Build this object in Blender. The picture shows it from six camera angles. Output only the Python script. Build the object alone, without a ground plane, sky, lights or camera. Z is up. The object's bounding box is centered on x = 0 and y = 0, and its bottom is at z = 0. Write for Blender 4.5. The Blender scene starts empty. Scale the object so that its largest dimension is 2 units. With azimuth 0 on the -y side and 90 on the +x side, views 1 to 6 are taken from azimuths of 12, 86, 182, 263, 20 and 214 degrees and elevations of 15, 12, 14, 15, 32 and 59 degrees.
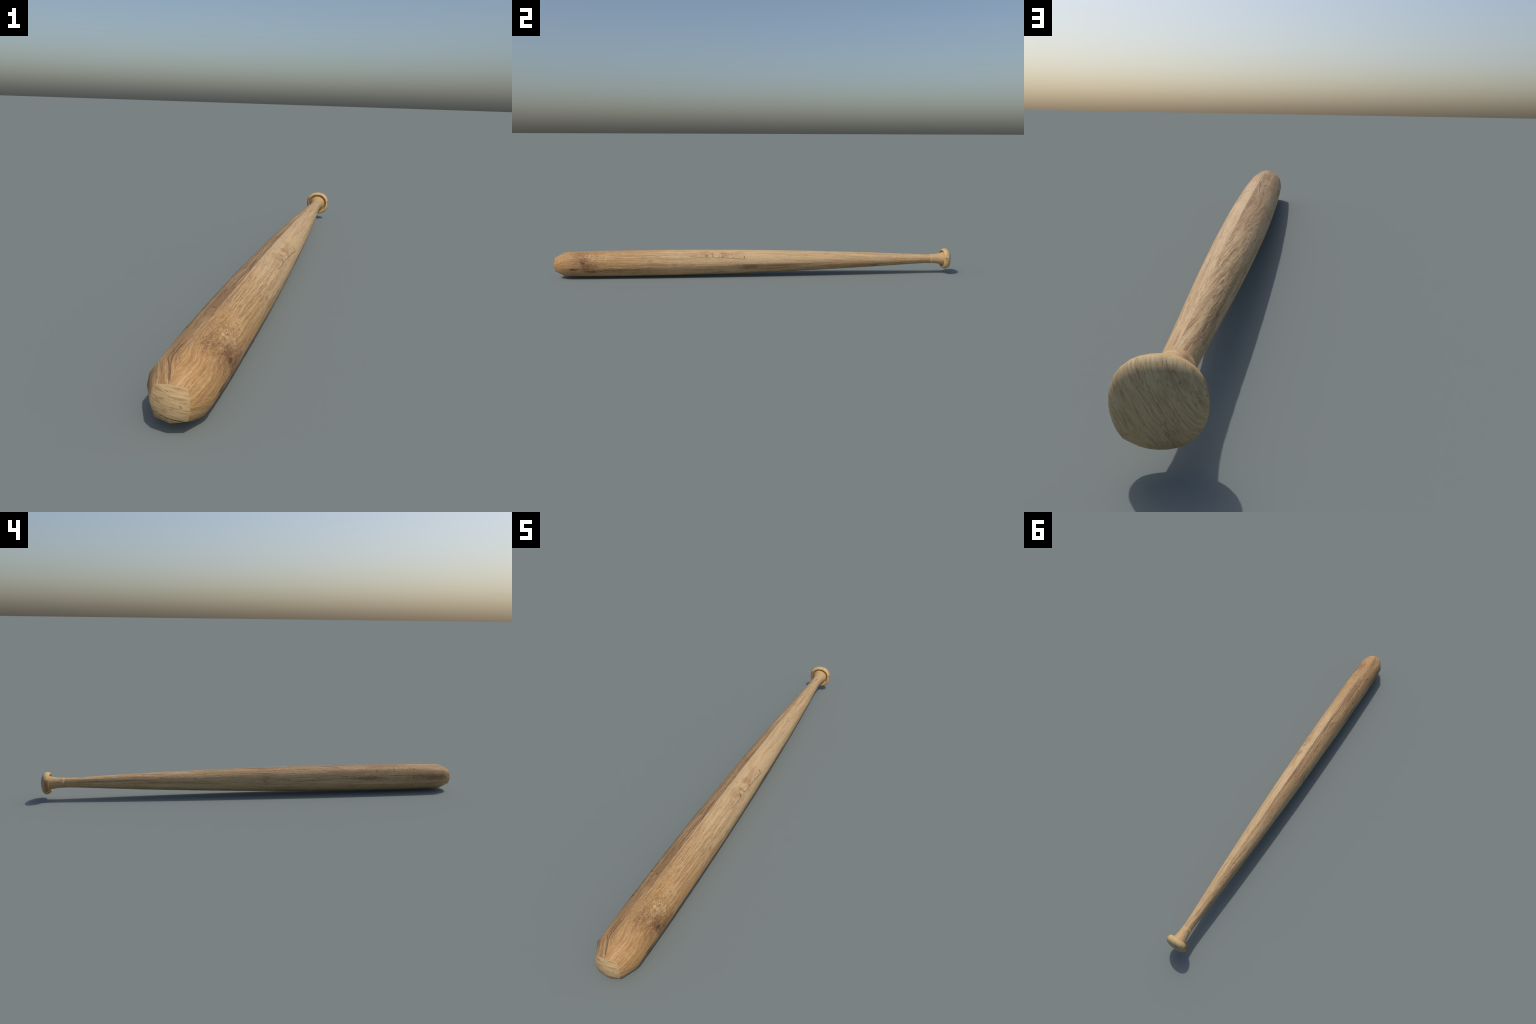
"""A turned hardwood bat lying on its side along the y axis.

Built as one low-polygon lathe surface (16 sides, smooth normals) that is then
separated into end_cap, barrel, handle, flare and knob; all wood is coloured by
procedural node trees that work in bat coordinates (length y, angle round the
axis).
"""
import bpy
import math
import numpy as np

TAU = math.tau
SIDES = 16
AXIS_Z = 0.0696           # height of the axis at mid length
PEAK_R = 0.065            # reference radius: turns an angle into metres of arc


# ------------------------------------------------------------------ the axis
def axis_x(y):
    return 0.0008 + 0.0010 * y


def axis_z(y):
    return AXIS_Z + 0.0050 * y


# --------------------------------------------------------------- the profile
# (y, radius) stations of the turned body, thick end first
BARREL = [(-0.945, 0.0602), (-0.880, 0.0624), (-0.800, 0.0641), (-0.720, 0.0648),
          (-0.600, 0.0654), (-0.500, 0.0652), (-0.400, 0.0645), (-0.300, 0.0633),
          (-0.200, 0.0617), (-0.100, 0.0602), (0.000, 0.0579), (0.100, 0.0552),
          (0.200, 0.0520)]
HANDLE = [(0.200, 0.0520), (0.300, 0.0489), (0.400, 0.0451), (0.500, 0.0411),
          (0.600, 0.0366), (0.700, 0.0313), (0.780, 0.0270), (0.840, 0.0241),
          (0.872, 0.0230), (0.894, 0.0227)]
FLARE = [(0.893, 0.0232), (0.905, 0.0234), (0.920, 0.0242), (0.935, 0.0258),
         (0.950, 0.0284), (0.962, 0.0324), (0.972, 0.0355)]
# knob: recess floor, lip, rim, slightly domed butt
KNOB = [(0.9715, 0.0300), (0.9710, 0.0365), (0.9690, 0.0405), (0.9640, 0.0420),
        (0.9600, 0.0430), (0.9590, 0.0445), (0.9600, 0.0470), (0.9640, 0.0500),
        (0.9700, 0.0525), (0.9760, 0.0535), (0.9810, 0.0527), (0.9860, 0.0500),
        (0.9910, 0.0445), (0.9955, 0.0330), (0.9985, 0.0180)]


def ring(y, r, sides, shape=None, cx=None, cz=None):
    cx = axis_x(y) if cx is None else cx
    cz = axis_z(y) if cz is None else cz
    out = []
    for k in range(sides):
        a = TAU * k / sides
        rr, dy = (r, 0.0) if shape is None else shape(a, r)
        # along the shaft the section leans towards an octagon; that fades out at both ends
        if shape is None and sides == SIDES:
            flat = 0.022 * (1 - min(1.0, abs(y) / 0.93) ** 6)
            rr *= 1 + 0.011 * min(1.0, flat / 0.01) - flat * (k % 2)
        out.append((cx + rr * math.cos(a), y + dy, cz + rr * math.sin(a)))
    return out


def cap_rim(a, r):
    """The flat end is a bulged square: straight runs from the corners (on the diagonals,
    set back a little) to the pushed-out middles of the sides."""
    k = math.radians(45)
    b = abs(math.remainder(a, 2 * k)) / k          # 0 on a mid side, 1 on a corner
    mid = 0.84 * r
    px, pz = mid + (r * math.cos(k) - mid) * b, r * math.sin(k) * b
    return math.hypot(px, pz), -0.0045 * (1 - b)


def knob_round(a, r):
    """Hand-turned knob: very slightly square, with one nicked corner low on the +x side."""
    squarish = 1 + 0.017 * math.cos(4 * (a - math.pi / 4)) * min(1.0, r / 0.05)
    d = math.remainder(a - math.radians(-41), TAU)
    nick = 0.0022 * math.exp(-(d / 0.13) ** 2) * min(1.0, (r / 0.05) ** 4)
    return r * squarish + nick, 0.0


class Lathe:
    def __init__(self):
        self.v, self.f, self.tag = [], [], []

    def add(self, pts):
        i = len(self.v)
        self.v += pts
        return list(range(i, i + len(pts)))

    def bridge(self, a, b, tag):
        n = len(a)
        for k in range(n):
            self.f.append((a[k], a[(k + 1) % n], b[(k + 1) % n], b[k]))
            self.tag.append(tag)

    def fan(self, centre, a, tag, flip=False):
        n = len(a)
        for k in range(n):
            t = (centre, a[(k + 1) % n], a[k])
            self.f.append(t[::-1] if flip else t)
            self.tag.append(tag)


def vertex_normals(v, f):
    """Angle-weighted smooth normals of the whole surface."""
    v = np.array(v)
    n = np.zeros_like(v)
    for face in f:
        p = v[list(face)]
        fn = np.cross(p[1] - p[0], p[2] - p[0]) if len(p) == 3 else np.cross(p[2] - p[0], p[3] - p[1])
        fn /= np.linalg.norm(fn) + 1e-12
        m = len(p)
        for i in range(m):
            a, b = p[i - 1] - p[i], p[(i + 1) % m] - p[i]
            c = np.dot(a, b) / (np.linalg.norm(a) * np.linalg.norm(b) + 1e-12)
            n[face[i]] += fn * math.acos(max(-1, min(1, c)))
    return n / (np.linalg.norm(n, axis=1)[:, None] + 1e-12)


def split(lathe, parent, materials):
    whole = vertex_normals(lathe.v, lathe.f)
    for tag in dict.fromkeys(lathe.tag):
        faces = [f for f, t in zip(lathe.f, lathe.tag) if t == tag]
        used = sorted({i for f in faces for i in f})
        normals = whole
        if tag == "end_cap":                       # sawn end: firmer edge than the turned joints
            own = vertex_normals(lathe.v, faces)
            normals = 0.72 * whole + 0.28 * np.nan_to_num(own)
            normals /= np.linalg.norm(normals, axis=1)[:, None] + 1e-12
        local = {g: k for k, g in enumerate(used)}
        me = bpy.data.meshes.new(tag)
        me.from_pydata([lathe.v[i] for i in used], [], [[local[i] for i in f] for f in faces])
        me.polygons.foreach_set("use_smooth", [True] * len(faces))
        me.update()
        me.normals_split_custom_set_from_vertices([tuple(normals[i]) for i in used])
        me.materials.append(materials[tag])
        ob = bpy.data.objects.new(tag, me)
        bpy.context.scene.collection.objects.link(ob)
        ob.parent = parent


# --------------------------------------------------------- shader expressions
class Ex:
    """A float socket (or number) with arithmetic, so masks read like formulas."""
    def __init__(self, g, s):
        self.g, self.s = g, s

    def __add__(self, o): return self.g.m("ADD", self, o)
    def __radd__(self, o): return self.g.m("ADD", o, self)
    def __sub__(self, o): return self.g.m("SUBTRACT", self, o)
    def __rsub__(self, o): return self.g.m("SUBTRACT", o, self)
    def __mul__(self, o): return self.g.m("MULTIPLY", self, o)
    def __rmul__(self, o): return self.g.m("MULTIPLY", o, self)
    def __truediv__(self, o): return self.g.m("DIVIDE", self, o)


class Graph:
    def __init__(self, name):
        self.mat = bpy.data.materials.new(name)
        self.mat.use_nodes = True
        self.t = self.mat.node_tree
        self.bsdf = self.t.nodes["Principled BSDF"]

    def link(self, value, socket):
        if isinstance(value, Ex):
            self.t.links.new(value.s, socket)
        elif isinstance(value, tuple):
            socket.default_value = value if len(value) == len(socket.default_value) else (*value, 1)
        else:
            socket.default_value = value

    def m(self, op, *args, clamp=False):
        n = self.t.nodes.new("ShaderNodeMath")
        n.operation, n.use_clamp = op, clamp
        for i, a in enumerate(args):
            self.link(a, n.inputs[i])
        return Ex(self, n.outputs[0])

    def vec(self, x, y, z=0.0):
        n = self.t.nodes.new("ShaderNodeCombineXYZ")
        for i, a in enumerate((x, y, z)):
            self.link(a, n.inputs[i])
        return Ex(self, n.outputs[0])

    def noise(self, x, y, z=0.0, detail=3.0, rough=0.55, distort=0.0):
        n = self.t.nodes.new("ShaderNodeTexNoise")
        self.link(self.vec(x, y, z), n.inputs["Vector"])
        n.inputs["Scale"].default_value = 1.0
        n.inputs["Detail"].default_value = detail
        n.inputs["Roughness"].default_value = rough
        n.inputs["Distortion"].default_value = distort
        return Ex(self, n.outputs[0])

    def step(self, x, lo, hi):
        """Smooth 0..1 ramp from lo to hi (falls if lo > hi)."""
        n = self.t.nodes.new("ShaderNodeMapRange")
        n.interpolation_type = "SMOOTHSTEP"
        flip = lo > hi
        self.link(x, n.inputs[0])
        n.inputs[1].default_value, n.inputs[2].default_value = min(lo, hi), max(lo, hi)
        n.inputs[3].default_value, n.inputs[4].default_value = (1.0, 0.0) if flip else (0.0, 1.0)
        return Ex(self, n.outputs[0])

    def mix(self, f, a, b):
        n = self.t.nodes.new("ShaderNodeMix")
        n.data_type = "RGBA"
        self.link(f, n.inputs[0])
        self.link(a, n.inputs[6])
        self.link(b, n.inputs[7])
        return Ex(self, n.outputs[2])

    def max(self, *xs):
        r = xs[0]
        for x in xs[1:]:
            r = self.m("MAXIMUM", r, x)
        return r

    def coords(self):
        tc = self.t.nodes.new("ShaderNodeTexCoord")
        sep = self.t.nodes.new("ShaderNodeSeparateXYZ")
        self.t.links.new(tc.outputs["Object"], sep.inputs[0])
        return [Ex(self, sep.outputs[i]) for i in range(3)]

    def polar(self):
        """y along the bat, a = angle round it in degrees (0 = +x, 90 = up), -180..180."""
        x, y, z = self.coords()
        a = self.m("ARCTAN2", z - (AXIS_Z + y * 0.0050), x - (0.0008 + y * 0.001))
        return y, a * (180 / math.pi)

    def profile(self, x, pts):
        """Piecewise-linear curve through (x, value) points, values between 0 and 0.1."""
        n = self.t.nodes.new("ShaderNodeFloatCurve")
        x0, x1 = pts[0][0], pts[-1][0]
        c = n.mapping.curves[0]
        while len(c.points) < len(pts):
            c.points.new(0.5, 0.5)
        for p, (px, v) in zip(c.points, pts):
            p.location = ((px - x0) / (x1 - x0), v * 10)
            p.handle_type = "VECTOR"
        n.mapping.update()
        self.link((x - x0) / (x1 - x0), n.inputs[1])
        return Ex(self, n.outputs[0]) * 0.1

    def blob(self, y, a, y0, a0, sy, sa, wob=0.0, soft=0.7):
        """Soft elliptical patch; wob roughens its edge."""
        p, q = (y - y0) / sy, (a - a0) / sa
        d = self.m("SQRT", p * p + q * q) + wob
        return self.step(d, 1.0 + soft * 0.5, 1.0 - soft)

    def crack(self, y, a, path, width, wob=0.0):
        """Thin dark line that follows (y, angle) points."""
        n = self.t.nodes.new("ShaderNodeFloatCurve")
        y0, y1 = path[0][0], path[-1][0]
        c = n.mapping.curves[0]
        n.mapping.use_clip = False
        pts = [((py - y0) / (y1 - y0), (pa + 180) / 360) for py, pa in path]
        while len(c.points) < len(pts):
            c.points.new(0.5, 0.5)
        for p, xy in zip(c.points, pts):
            p.location = xy
            p.handle_type = "VECTOR"
        n.mapping.update()
        s = (y - y0) / (y1 - y0)
        self.link(s, n.inputs[1])
        d = self.m("ABSOLUTE", a - (Ex(self, n.outputs[0]) * 360 - 180 + wob))
        inside = self.step(s, -0.02, 0.06) * self.step(s, 1.02, 0.94)
        return self.step(d, width, width * 0.25) * inside

    def finish(self, colour, bump=None, rough=0.62, depth=0.0006):
        self.link(colour, self.bsdf.inputs["Base Color"])
        self.link(rough, self.bsdf.inputs["Roughness"])
        self.bsdf.inputs["Specular IOR Level"].default_value = 0.25
        if bump is not None:
            b = self.t.nodes.new("ShaderNodeBump")
            b.inputs["Strength"].default_value = 0.5
            b.inputs["Distance"].default_value = depth
            self.link(bump, b.inputs["Height"])
            self.t.links.new(b.outputs[0], self.bsdf.inputs["Normal"])
        return self.mat


# wood tones (linear)
CREAM = (0.645, 0.455, 0.245)
PALE = (0.575, 0.405, 0.225)
GRIP = (0.520, 0.352, 0.178)
TAN = (0.450, 0.282, 0.124)
HONEY = (0.465, 0.265, 0.102)
OLIVE = (0.500, 0.352, 0.178)
BROWN = (0.300, 0.163, 0.066)
UMBER = (0.205, 0.104, 0.043)
ROSE = (0.335, 0.200, 0.096)
DARK = (0.080, 0.045, 0.027)
INK = (0.035, 0.024, 0.022)


def shaft_wood():
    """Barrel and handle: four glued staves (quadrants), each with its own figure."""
    g = Graph("shaft_wood")
    y, a = g.polar()
    quad = g.m("FLOOR", a / 90)                          # -2, -1, 0, 1
    centre = quad * 90 + 45
    top_px = g.step(a, 0, 0.6) * g.step(a, 90.4, 89.6)   # sunny stave, +x side
    top_nx = g.step(a, 89.6, 90.4)                       # rosy stave, -x side
    low_nx = g.step(a, -89.6, -90.4)
    low_px = g.step(a, 0.4, -0.4) * g.step(a, -90.4, -89.6)
    seed = quad * 5.37 + 20

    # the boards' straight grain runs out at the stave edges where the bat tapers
    r = g.profile(y, [(-0.9885, 0.0365)] + BARREL + HANDLE[1:] + FLARE[-1:])
    u0 = (a - centre) * r * (math.pi / 180)              # true arc from the stave's middle
    arc = a * (PEAK_R * math.pi / 180)
    wave = (g.noise(u0 * 16, y * 3.5, seed + 2, 2) - 0.5) * 0.020
    fine_wave = (g.noise(u0 * 70, y * 22, seed + 5, 2) - 0.5) * 0.006
    kp, kq = (y + 0.832) / 0.062, (a - 34) / 52
    kd = g.m("SQRT", kp * kp + kq * kq)
    near_knot = g.step(kd, 2.0, 0.2) * (1 - top_nx)
    u = u0 + wave + fine_wave + near_knot * (y + 0.74) * 0.10 - near_knot * (a - 28) * 0.0002
    u = u + (top_nx * 0.075 + top_px * 0.03 + 0.01) * g.step(y, -0.35, 0.25) * y   # sweep round the grip

    bands = g.noise((u0 + wave * 0.35 + fine_wave * 0.4) * 125, y * 1.5, seed + 71, 3, 0.6)
    broad = g.noise(u * 55, y * 1.3, seed, 3, 0.55)
    streak = g.noise(u * 200, y * 4.6, seed + 11, 5, 0.68)
    fibre = g.noise(u * 440, y * 15, seed + 21, 4, 0.70)
    pore = g.noise(u * 420, y * 26, seed + 31, 2, 0.5)
    scuff = g.noise(u * 330 + y * 90, y * 120, seed + 41, 4, 0.70)
    ragged = g.noise(arc * 150, y * 55, seed + 51, 4, 0.65) - 0.5
    patchy = g.noise(arc * 26, y * 7, seed + 61, 3, 0.6)

    # ground tone: honey at the thick end, paler and pinker through the middle
    to_pale = g.step(y + (patchy - 0.5) * 0.45, -0.80, -0.30)
    base = g.mix(to_pale, HONEY, PALE)
    to_grip = g.step(y, 0.25, 0.70)
    base = g.mix(to_grip * 0.45, base, GRIP)
    rosy = top_nx * (0.25 + 0.65 * g.step(a, 142, 100)) * g.step(y, 0.40, 0.00)
    base = g.mix(rosy, base, g.mix(g.step(broad, 0.47, 0.62), ROSE, TAN))
    base = g.mix(top_nx * 0.25, base, TAN)
    base = g.mix(low_nx * 0.85 + top_nx * g.step(a, 125, 160) * 0.6, base, OLIVE)
    base = g.mix(low_px * 0.35, base, TAN)
    base = g.mix(low_px * g.step(y, -0.10, 0.02) * g.step(y, 0.95, 0.3) * 0.55, base, ROSE)

    # grain: broad bands, streaks, fibres, pores, scuffs
    # the sunny stave is calm and pale from the middle to the grip, the lower -x one calm all along
    calm = 1 - top_px * g.step(y, -0.42, -0.15) * (0.50 - 0.28 * g.step(y, 0.25, 0.55)) - low_nx * 0.45 - low_px * 0.1 - top_nx * g.step(a, 125, 160) * 0.25
    base = g.mix(g.step(broad, 0.50, 0.62) * 0.40 * calm, base, BROWN)
    base = g.mix(g.step(broad, 0.48, 0.36) * 0.35, base, PALE)
    tip_fine = g.step(y, -0.68, -0.80)                    # the thick end is finely felted instead
    base = g.mix(g.step(bands, 0.51, 0.60) * 0.48 * calm * (1 - tip_fine * 0.75), base, BROWN)
    base = g.mix(g.step(bands, 0.48, 0.38) * 0.45 * (1 - tip_fine * 0.7), base, CREAM)
    strong = (0.48 + top_nx * 0.10) * calm
    base = g.mix(g.step(streak, 0.50, 0.64) * strong, base, BROWN)
    base = g.mix(g.step(streak, 0.57, 0.68) * 0.55 * calm, base, UMBER)
    base = g.mix(g.step(streak, 0.47, 0.36) * 0.40, base, CREAM)
    base = g.mix(g.step(fibre, 0.51, 0.62) * 0.50 * calm, base, UMBER)
    base = g.mix(g.step(fibre, 0.47, 0.37) * 0.32, base, CREAM)
    pores = g.step(pore, 0.55, 0.62) * g.step(patchy, 0.42, 0.56)
    base = g.mix(pores * (0.48 + top_nx * 0.2) * calm, base, (0.150, 0.082, 0.045))
    base = g.mix(g.step(scuff, 0.52, 0.62) * 0.24, base, CREAM)
    base = g.mix(g.step(scuff, 0.47, 0.37) * (0.26 + tip_fine * 0.15), base, BROWN)
    base = g.mix(tip_fine * g.step(patchy, 0.50, 0.62) * 0.38, base, (0.390, 0.205, 0.080))
    # thin umber lines low on the -x side
    thin = g.noise(u0 * 260, y * 1.6, 33.0, 2, 0.5)
    base = g.mix(low_nx * g.step(thin, 0.60, 0.68) * 0.5, base, UMBER)

    # the knot: a scuffed umber patch crossed by pale curly fibres
    kw = kd + (g.noise(arc * 45, y * 30, 2.0, 4, 0.65) - 0.5) * 3.0
    curl = g.noise(kd * 4 + g.noise(arc * 60, y * 40, 2.0, 3, 0.6) * 8, g.m("ARCTAN2", kp, kq) * 2.2, 3.3, 4, 0.70)
    cross = g.noise((arc + y * 0.8) * 300, (y - arc * 0.8) * 38, 4.4, 3, 0.6)
    cross2 = g.noise((arc - y * 0.55) * 300, (y + arc * 0.55) * 34, 6.4, 3, 0.6)
    zone = g.step(kw, 1.75, 0.35) * (1 - top_nx)
    base = g.mix(zone * g.step(curl, 0.48, 0.36) * 0.50, base, BROWN)
    base = g.mix(zone * g.step(cross, 0.48, 0.36) * 0.35, base, BROWN)
    cloud = g.max(
        g.blob(y, a, -0.856, 60, 0.042, 22, ragged * 3.0, 1.0) * 0.85,
        g.blob(y, a, -0.846, 30, 0.048, 26, ragged * 3.0, 1.0),
        g.blob(y, a, -0.822, -2, 0.050, 24, ragged * 2.6, 1.0),
        g.blob(y, a, -0.890, -14, 0.035, 7, ragged * 1.8, 0.8),
        g.blob(y, a, -0.700, -20, 0.180, 8, ragged * 2.4, 0.9) * 0.7)
    base = g.mix(cloud * (0.50 + g.step(curl, 0.54, 0.46) * 0.28 + g.step(streak, 0.46, 0.56) * 0.25), base, (0.165, 0.074, 0.034))
    # pale curly fibres sweep round its grip side
    sweep = g.blob(y + (a - 45) * 0.0006, a, -0.785, 48, 0.050, 34, ragged * 1.6, 0.9) * (1 - top_nx)
    arcs = g.noise(kd * 5 + g.noise(arc * 50, y * 30, 5.0, 3, 0.6) * 8, g.m("ARCTAN2", kp, kq) * 1.2, 13.3, 3, 0.65)
    base = g.mix(sweep * g.step(arcs, 0.51, 0.57) * 0.70, base, CREAM)
    base = g.mix(sweep * g.step(arcs, 0.48, 0.41) * 0.55, base, BROWN)
    base = g.mix(zone * g.step(cross, 0.57, 0.65) * 0.32, base, CREAM)
    base = g.mix(zone * g.step(cross2, 0.58, 0.66) * 0.30, base, CREAM)
    base = g.mix(zone * g.step(cross2, 0.43, 0.38) * 0.45, base, UMBER)
    eyes = g.max(
        g.blob(y, a, -0.847, 14, 0.014, 7, ragged * 3.0, 0.9),
        g.blob(y, a, -0.888, -15, 0.022, 3.5, ragged * 3.0, 0.9),
        g.blob(y, a, -0.812, -26, 0.030, 5, ragged * 3.0, 0.9))
    base = g.mix(eyes * 0.75, base, DARK)

    # stain patch with a hard upper edge along the +x seam, fading towards the grip
    stain = g.max(g.blob(y, a, -0.035, -13, 0.070, 18, ragged * 2.2, 0.8),
                  g.blob(y, a, 0.110, -8, 0.130, 14, ragged * 2.4, 0.9) * 0.6) * g.step(a, 1.0, -1.0)
    base = g.mix(stain * 0.65, base, (0.140, 0.074, 0.042))
    base = g.mix(g.blob(y, a, 0.600, -42, 0.026, 13, ragged * 2, 0.9) * 0.65, base, DARK)
    # umber patches on the -x side
    left_patch = g.max(
        g.blob(y, a, -0.560, 168, 0.080, 9, ragged * 2.2, 0.8),
        g.blob(y, a, -0.900, 165, 0.110, 12, ragged * 2.4, 0.9),
        g.blob(y, a, -0.965, 152, 0.035, 26, ragged * 2.4, 1.0) * 0.8,
        g.blob(y, a, -0.660, 107, 0.110, 14, ragged * 2.4, 0.9) * 0.7,
        g.blob(y, a, -0.400, 97, 0.200, 7, ragged * 2.6, 0.9) * 0.6,
        g.blob(y, a, -0.050, 96, 0.150, 6, ragged * 2.6, 0.9) * 0.8) * top_nx
    base = g.mix(left_patch * 0.62, base, (0.175, 0.083, 0.040))
    # the worn, mottled patch above the long check
    halo = g.blob(y, a, -0.200, 55, 0.300, 50, ragged * 1.5, 1.0) * top_px
    base = g.mix(halo * 0.42, base, CREAM)
    mottle = g.blob(y, a, -0.205, 50, 0.150, 30, ragged * 2.0, 0.9) * top_px
    base = g.mix(mottle * 0.22, base, (0.330, 0.190, 0.095))
    mn = g.noise(arc * 42, y * 17, 8.0, 4, 0.6)
    base = g.mix(mottle * g.step(mn, 0.45, 0.62) * 0.62, base, (0.315, 0.172, 0.082))
    base = g.mix(mottle * g.step(mn, 0.47, 0.38) * 0.60, base, (0.640, 0.455, 0.270))
    bars = g.noise(arc * 26, y * 90, 28.0, 3, 0.6)          # marks across the grain
    base = g.mix(mottle * g.step(bars, 0.56, 0.66) * 0.50, base, (0.250, 0.135, 0.066))

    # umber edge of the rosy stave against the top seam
    edge_n = g.noise(arc * 20, y * 5, 44.0, 4, 0.7)
    edge = top_nx * g.step(a + (edge_n - 0.5) * 40, 101, 94) * g.step(y, -0.80, -0.60) * g.step(y, 0.32, 0.12)
    base = g.mix(edge * (0.30 + 0.45 * g.step(edge_n, 0.48, 0.56)), base, (0.190, 0.105, 0.058))

    # checks (drying cracks)
    wob = ragged * 5
    lines = [
        # long check with cross ticks on the sunny stave
        g.crack(y, a, [(-0.335, 39.5), (-0.290, 36.5), (-0.213, 35), (-0.115, 28.5), (-0.045, 21)], 1.3, wob * 0.25) * 0.8,
        # long dark check beside the top seam
        g.crack(y, a, [(-0.590, 104), (-0.555, 101), (-0.460, 97.5), (-0.418, 95.5), (-0.354, 101), (-0.297, 103), (-0.200, 107)], 1.3, wob * 0.8) * 0.85,
        # check under the knot
        g.crack(y, a, [(-0.850, -20), (-0.800, -28), (-0.741, -21), (-0.686, -18), (-0.587, -15), (-0.504, -11)], 1.9, wob * 1.6) * 0.7,
        # splits running up to the end on the top
        g.crack(y, a, [(-0.988, 95), (-0.955, 104), (-0.915, 106), (-0.890, 103)], 2.0, wob * 1.2) * 0.7,
        g.crack(y, a, [(-0.985, 100), (-0.945, 111), (-0.910, 113), (-0.870, 110)], 2.2, wob * 1.6) * 0.5,
    ]
    for ty, ta, la in ((-0.244, 41, 7), (-0.213, 38, 2.5), (-0.167, 35, 3.2), (-0.115, 32, 2.6), (-0.060, 33, 7)):
        lines.append(g.blob(y, a, ty, ta, 0.0028, la, ragged * 0.8, 0.6))
    for ty, ta, la, k in ((-0.603, 138, 5, .7), (-0.694, 130, 14, .5), (-0.711, 101, 6, .6), (-0.796, 130, 4, .9),
                          (-0.792, 166, 8, .6), (-0.554, 101, 3, .8), (-0.780, 126, 3, .6), (-0.720, 116, 9, .4)):
        lines.append(g.blob(y, a, ty + (a - ta) * 0.0004, ta, 0.0040, la, ragged * 0.9, 0.8) * k)
    checks = g.max(*lines)
    base = g.mix(checks * 0.85, base, INK)

    height = (1 - fibre) * 0.6 + (1 - streak) * 0.6 + scuff * 0.3 - pores * 0.5 - checks * 1.5
    return g.finish(base, height, rough=0.62, depth=0.0008)


def flare_wood():
    """Neck of the knob: grain runs round it."""
    g = Graph("flare_wood")
    y, a = g.polar()
    under = g.step(g.m("ABSOLUTE", a + 112), 64, 62)      # long-grained stave low on the -x side
    w = (g.noise(a * 0.03, y * 30, 1.0, 2) - 0.5) * 0.01
    rings = g.noise(a * 0.035, (y + w) * 230, 4.0, 4, 0.6)
    longs = g.noise(a * 0.22, y * 16, 9.0, 4, 0.6)
    fig = rings * (1 - under) + longs * under
    base = g.mix(g.step(fig, 0.35, 0.60), (0.560, 0.392, 0.200), (0.470, 0.310, 0.145))
    base = g.mix(g.step(fig, 0.54, 0.68) * 0.35, base, UMBER)
    speck = g.noise(a * 0.30, y * 150, 6.0, 2)
    base = g.mix(g.step(speck, 0.60, 0.74) * 0.35, base, UMBER)
    rag = g.noise(a * 0.3, y * 120, 16.0, 2) - 0.5
    base = g.mix(g.blob(y, a, 0.905, 130, 0.014, 14, rag * 1.5, 0.9) * 0.5, base, UMBER)
    base = g.mix(g.step(y, 0.8965, 0.8945) * 0.35, base, UMBER)
    return g.finish(base, fig, rough=0.60, depth=0.0004)


def knob_wood():
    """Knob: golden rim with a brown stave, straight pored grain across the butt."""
    g = Graph("knob_wood")
    x, yy, z = g.coords()
    y, a = g.polar()
    brown = g.step(g.m("ABSOLUTE", a + 178), 33, 31) + g.step(g.m("ABSOLUTE", a - 182), 33, 31)
    brown = g.m("MINIMUM", brown, 1.0)
    rim_n = g.noise(a * 0.05, y * 160, 2.0, 4, 0.6)
    rim = g.mix(g.step(rim_n, 0.38, 0.66), (0.580, 0.405, 0.190), (0.480, 0.305, 0.125))
    rim = g.mix(brown * 0.75, rim, g.mix(g.step(rim_n, 0.4, 0.6), (0.30, 0.165, 0.075), UMBER))
    rag = g.noise(a * 0.25, y * 180, 7.0, 3) - 0.5
    rim = g.mix(g.blob(y, a, 0.966, 12, 0.006, 5, rag * 1.5, 0.8) * 0.8, rim, (0.14, 0.06, 0.03))
    rim = g.mix(g.blob(y, a, 0.972, 2, 0.010, 12, rag * 1.5, 0.9) * 0.45, rim, UMBER)
    rim = g.mix(g.step(y, 0.9600, 0.9680) * 0.10 * g.step(x * x + (z - 0.074) * (z - 0.074), 0.00195, 0.0017), rim, UMBER)  # recess wall tinted slightly darker: painted occlusion shade inside the lip

    # butt: long lines leaning across the face
    ca, sa = math.cos(math.radians(31)), math.sin(math.radians(31))
    s = x * ca + z * -sa
    t = x * sa + z * ca
    s = s + (g.noise(s * 40, t * 14, 3.0, 2) - 0.5) * 0.010
    streak = g.noise(s * 430, t * 36, 11.0, 5, 0.66)
    pore = g.noise(s * 700, t * 150, 12.0, 2, 0.5)
    cloud = g.noise(s * 40, t * 20, 13.0, 3, 0.6)
    face = g.mix(g.step(streak, 0.36, 0.62), (0.540, 0.420, 0.235), (0.440, 0.315, 0.160))
    face = g.mix(g.step(streak, 0.54, 0.66) * 0.22, face, UMBER)
    pores = g.step(pore, 0.56, 0.66) * g.step(cloud, 0.38, 0.56)
    face = g.mix(pores * 0.42, face, (0.140, 0.080, 0.040))
    face = g.mix(g.step(cloud, 0.52, 0.66) * 0.25, face, UMBER)
    on_face = g.step(y, 0.9755, 0.9795)
    base = g.mix(on_face, rim, face)
    return g.finish(base, streak - pores, rough=0.62, depth=0.0004)


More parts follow.
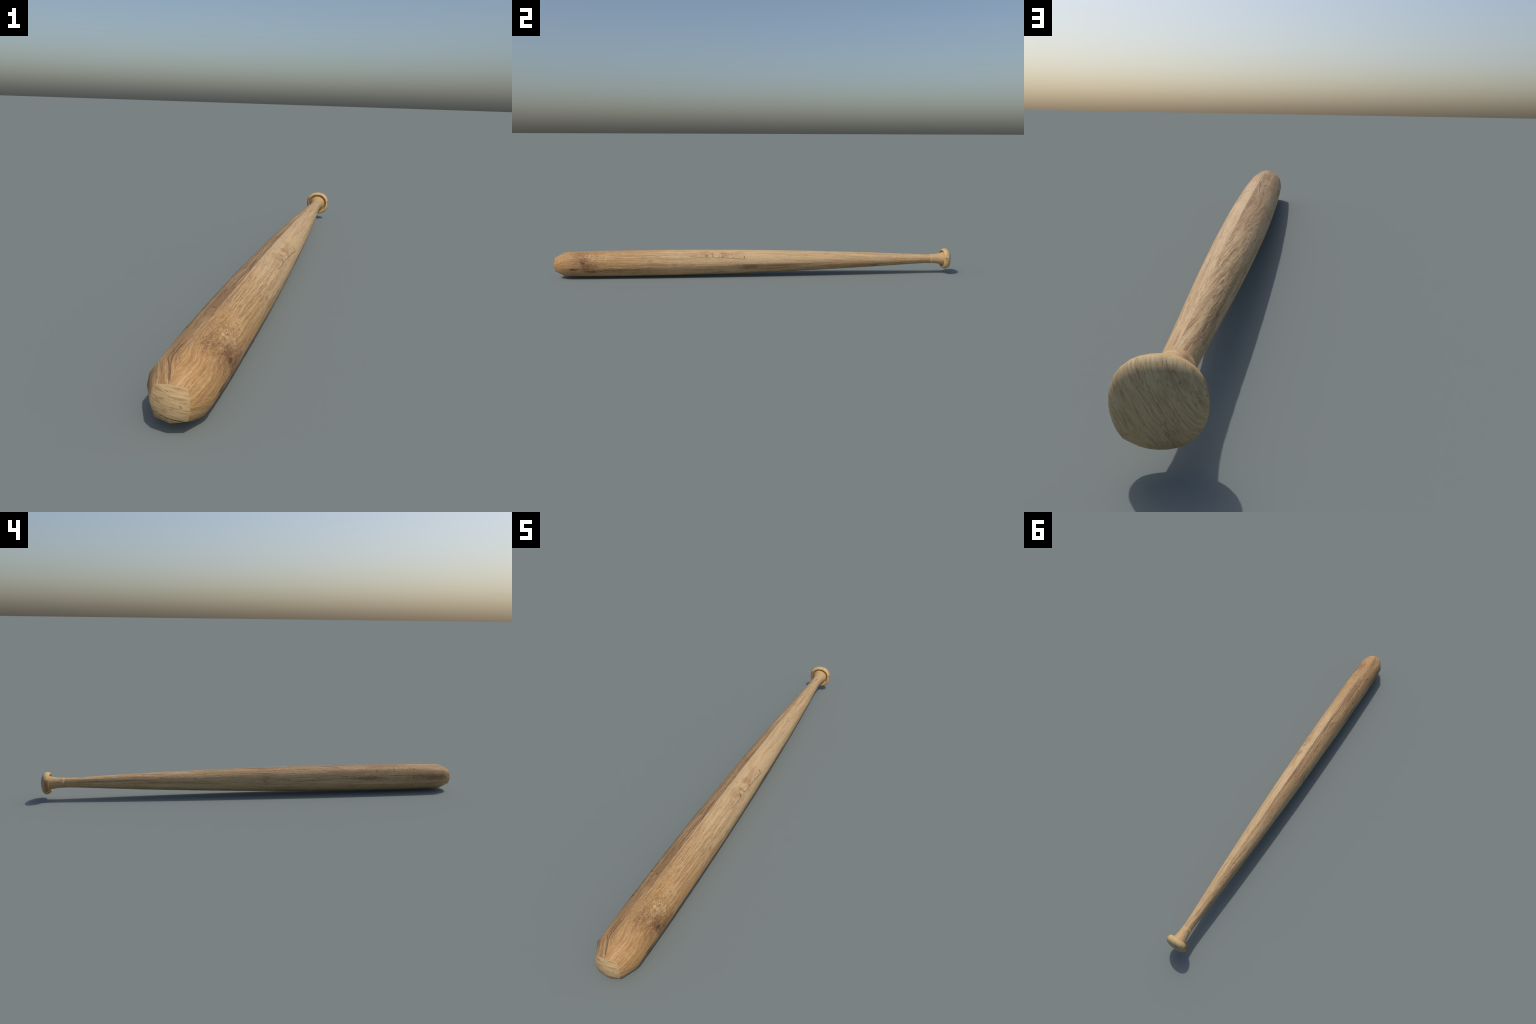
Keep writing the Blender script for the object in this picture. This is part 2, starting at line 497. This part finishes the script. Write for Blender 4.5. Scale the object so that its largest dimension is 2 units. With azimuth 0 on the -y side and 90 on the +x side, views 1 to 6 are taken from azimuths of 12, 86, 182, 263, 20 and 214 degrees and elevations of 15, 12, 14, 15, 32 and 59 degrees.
def cap_wood():
    """End cap: grain crosswise, with short dark pores and a split near the bottom."""
    g = Graph("cap_wood")
    x, y, z = g.coords()
    lean = 0.16
    t = z + x * lean + (g.noise(x * 25, z * 25, 1.0, 2) - 0.5) * 0.010
    streak = g.noise(x * 30, t * 330, 2.0, 5, 0.6)
    pore = g.noise(x * 75, t * 420, 5.0, 2, 0.5)
    cloud = g.noise(x * 30, z * 45, 7.0, 2)
    base = g.mix(g.step(streak, 0.36, 0.64), (0.525, 0.375, 0.200), (0.425, 0.285, 0.138))
    base = g.mix(g.step(streak, 0.53, 0.66) * 0.45, base, UMBER)
    pores = g.step(pore, 0.58, 0.68) * g.step(cloud, 0.35, 0.60)
    base = g.mix(pores * 0.75, base, DARK)
    line = g.m("ABSOLUTE", z + x * 0.22 - 0.0385 + (g.noise(x * 130, z * 60, 9.0, 3) - 0.5) * 0.006)
    split_line = g.step(line, 0.0016, 0.0004) * g.step(g.noise(x * 60, 1.0, 4.0, 2), 0.36, 0.48)
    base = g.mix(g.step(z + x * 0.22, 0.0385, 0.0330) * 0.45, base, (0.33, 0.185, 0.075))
    rim = g.m("SQRT", x * x + (z - 0.0645) * (z - 0.0645))
    base = g.mix(g.step(rim, 0.026, 0.040) * 0.40, base, (0.440, 0.275, 0.112))
    base = g.mix(split_line * 0.85, base, INK)
    return g.finish(base, streak - pores - split_line, rough=0.62, depth=0.0004)


# -------------------------------------------------------------------- build
def build():
    bat = bpy.data.objects.new("wooden_bat", None)
    bpy.context.scene.collection.objects.link(bat)
    bat["label"] = "long turned wooden baseball bat with pale oak grain and knob"
    bat["category"] = "baseball bat"

    shaft = shaft_wood()
    mats = {"end_cap": cap_wood(), "barrel": shaft, "handle": shaft, "flare": flare_wood(), "knob": knob_wood()}

    # end cap, barrel and handle share one smooth surface
    body = Lathe()
    rim = body.add(ring(-0.9885, 0.0418, SIDES, cap_rim))
    inner = body.add(ring(-0.9970, 0.0190, SIDES))
    tip = body.add([(axis_x(-1), -1.0, axis_z(-1))])[0]
    body.fan(tip, inner, "end_cap", flip=True)
    body.bridge(inner, rim, "end_cap")
    last = rim
    for i, (y, r) in enumerate(BARREL):
        now = body.add(ring(y, r, SIDES))
        body.bridge(last, now, "barrel")
        last = now
    for y, r in HANDLE[1:]:
        now = body.add(ring(y, r, SIDES))
        body.bridge(last, now, "handle")
        last = now
    fix(body)
    split(body, bat, mats)

    neck = Lathe()
    last = neck.add(ring(0.8932, 0.0215, 24))
    for y, r in FLARE:
        now = neck.add(ring(y, r, 24))
        neck.bridge(last, now, "flare")
        last = now
    fix(neck)
    split(neck, bat, mats)

    knob = Lathe()
    n, cx, cz = 32, 0.0016, 0.0742
    last = None
    for y, r in KNOB:
        now = knob.add(ring(y, r * 0.988, n, knob_round, cx, cz))
        if last:
            knob.bridge(last, now, "knob")
        last = now
    knob.fan(knob.add([(cx, 1.0, cz)])[0], last, "knob")
    fix(knob)
    split(knob, bat, mats)


def fix(lathe):
    """Make all faces point outwards (bridge order depends on the walking direction)."""
    import bmesh
    me = bpy.data.meshes.new("tmp")
    me.from_pydata(lathe.v, [], lathe.f)
    bm = bmesh.new()
    bm.from_mesh(me)
    bmesh.ops.recalc_face_normals(bm, faces=bm.faces)
    bm.faces.ensure_lookup_table()
    lathe.f = [tuple(v.index for v in f.verts) for f in bm.faces]
    # an open tube may come out inside-out: the widest vertex must look away from the axis
    v = np.array(lathe.v)
    c = v.mean(0)
    i = int(np.argmax(np.hypot(v[:, 0] - c[0], v[:, 2] - c[2])))
    nrm = vertex_normals(lathe.v, lathe.f)[i]
    if nrm[0] * (v[i, 0] - c[0]) + nrm[2] * (v[i, 2] - c[2]) < 0:
        lathe.f = [f[::-1] for f in lathe.f]
    bm.free()
    bpy.data.meshes.remove(me)


build()
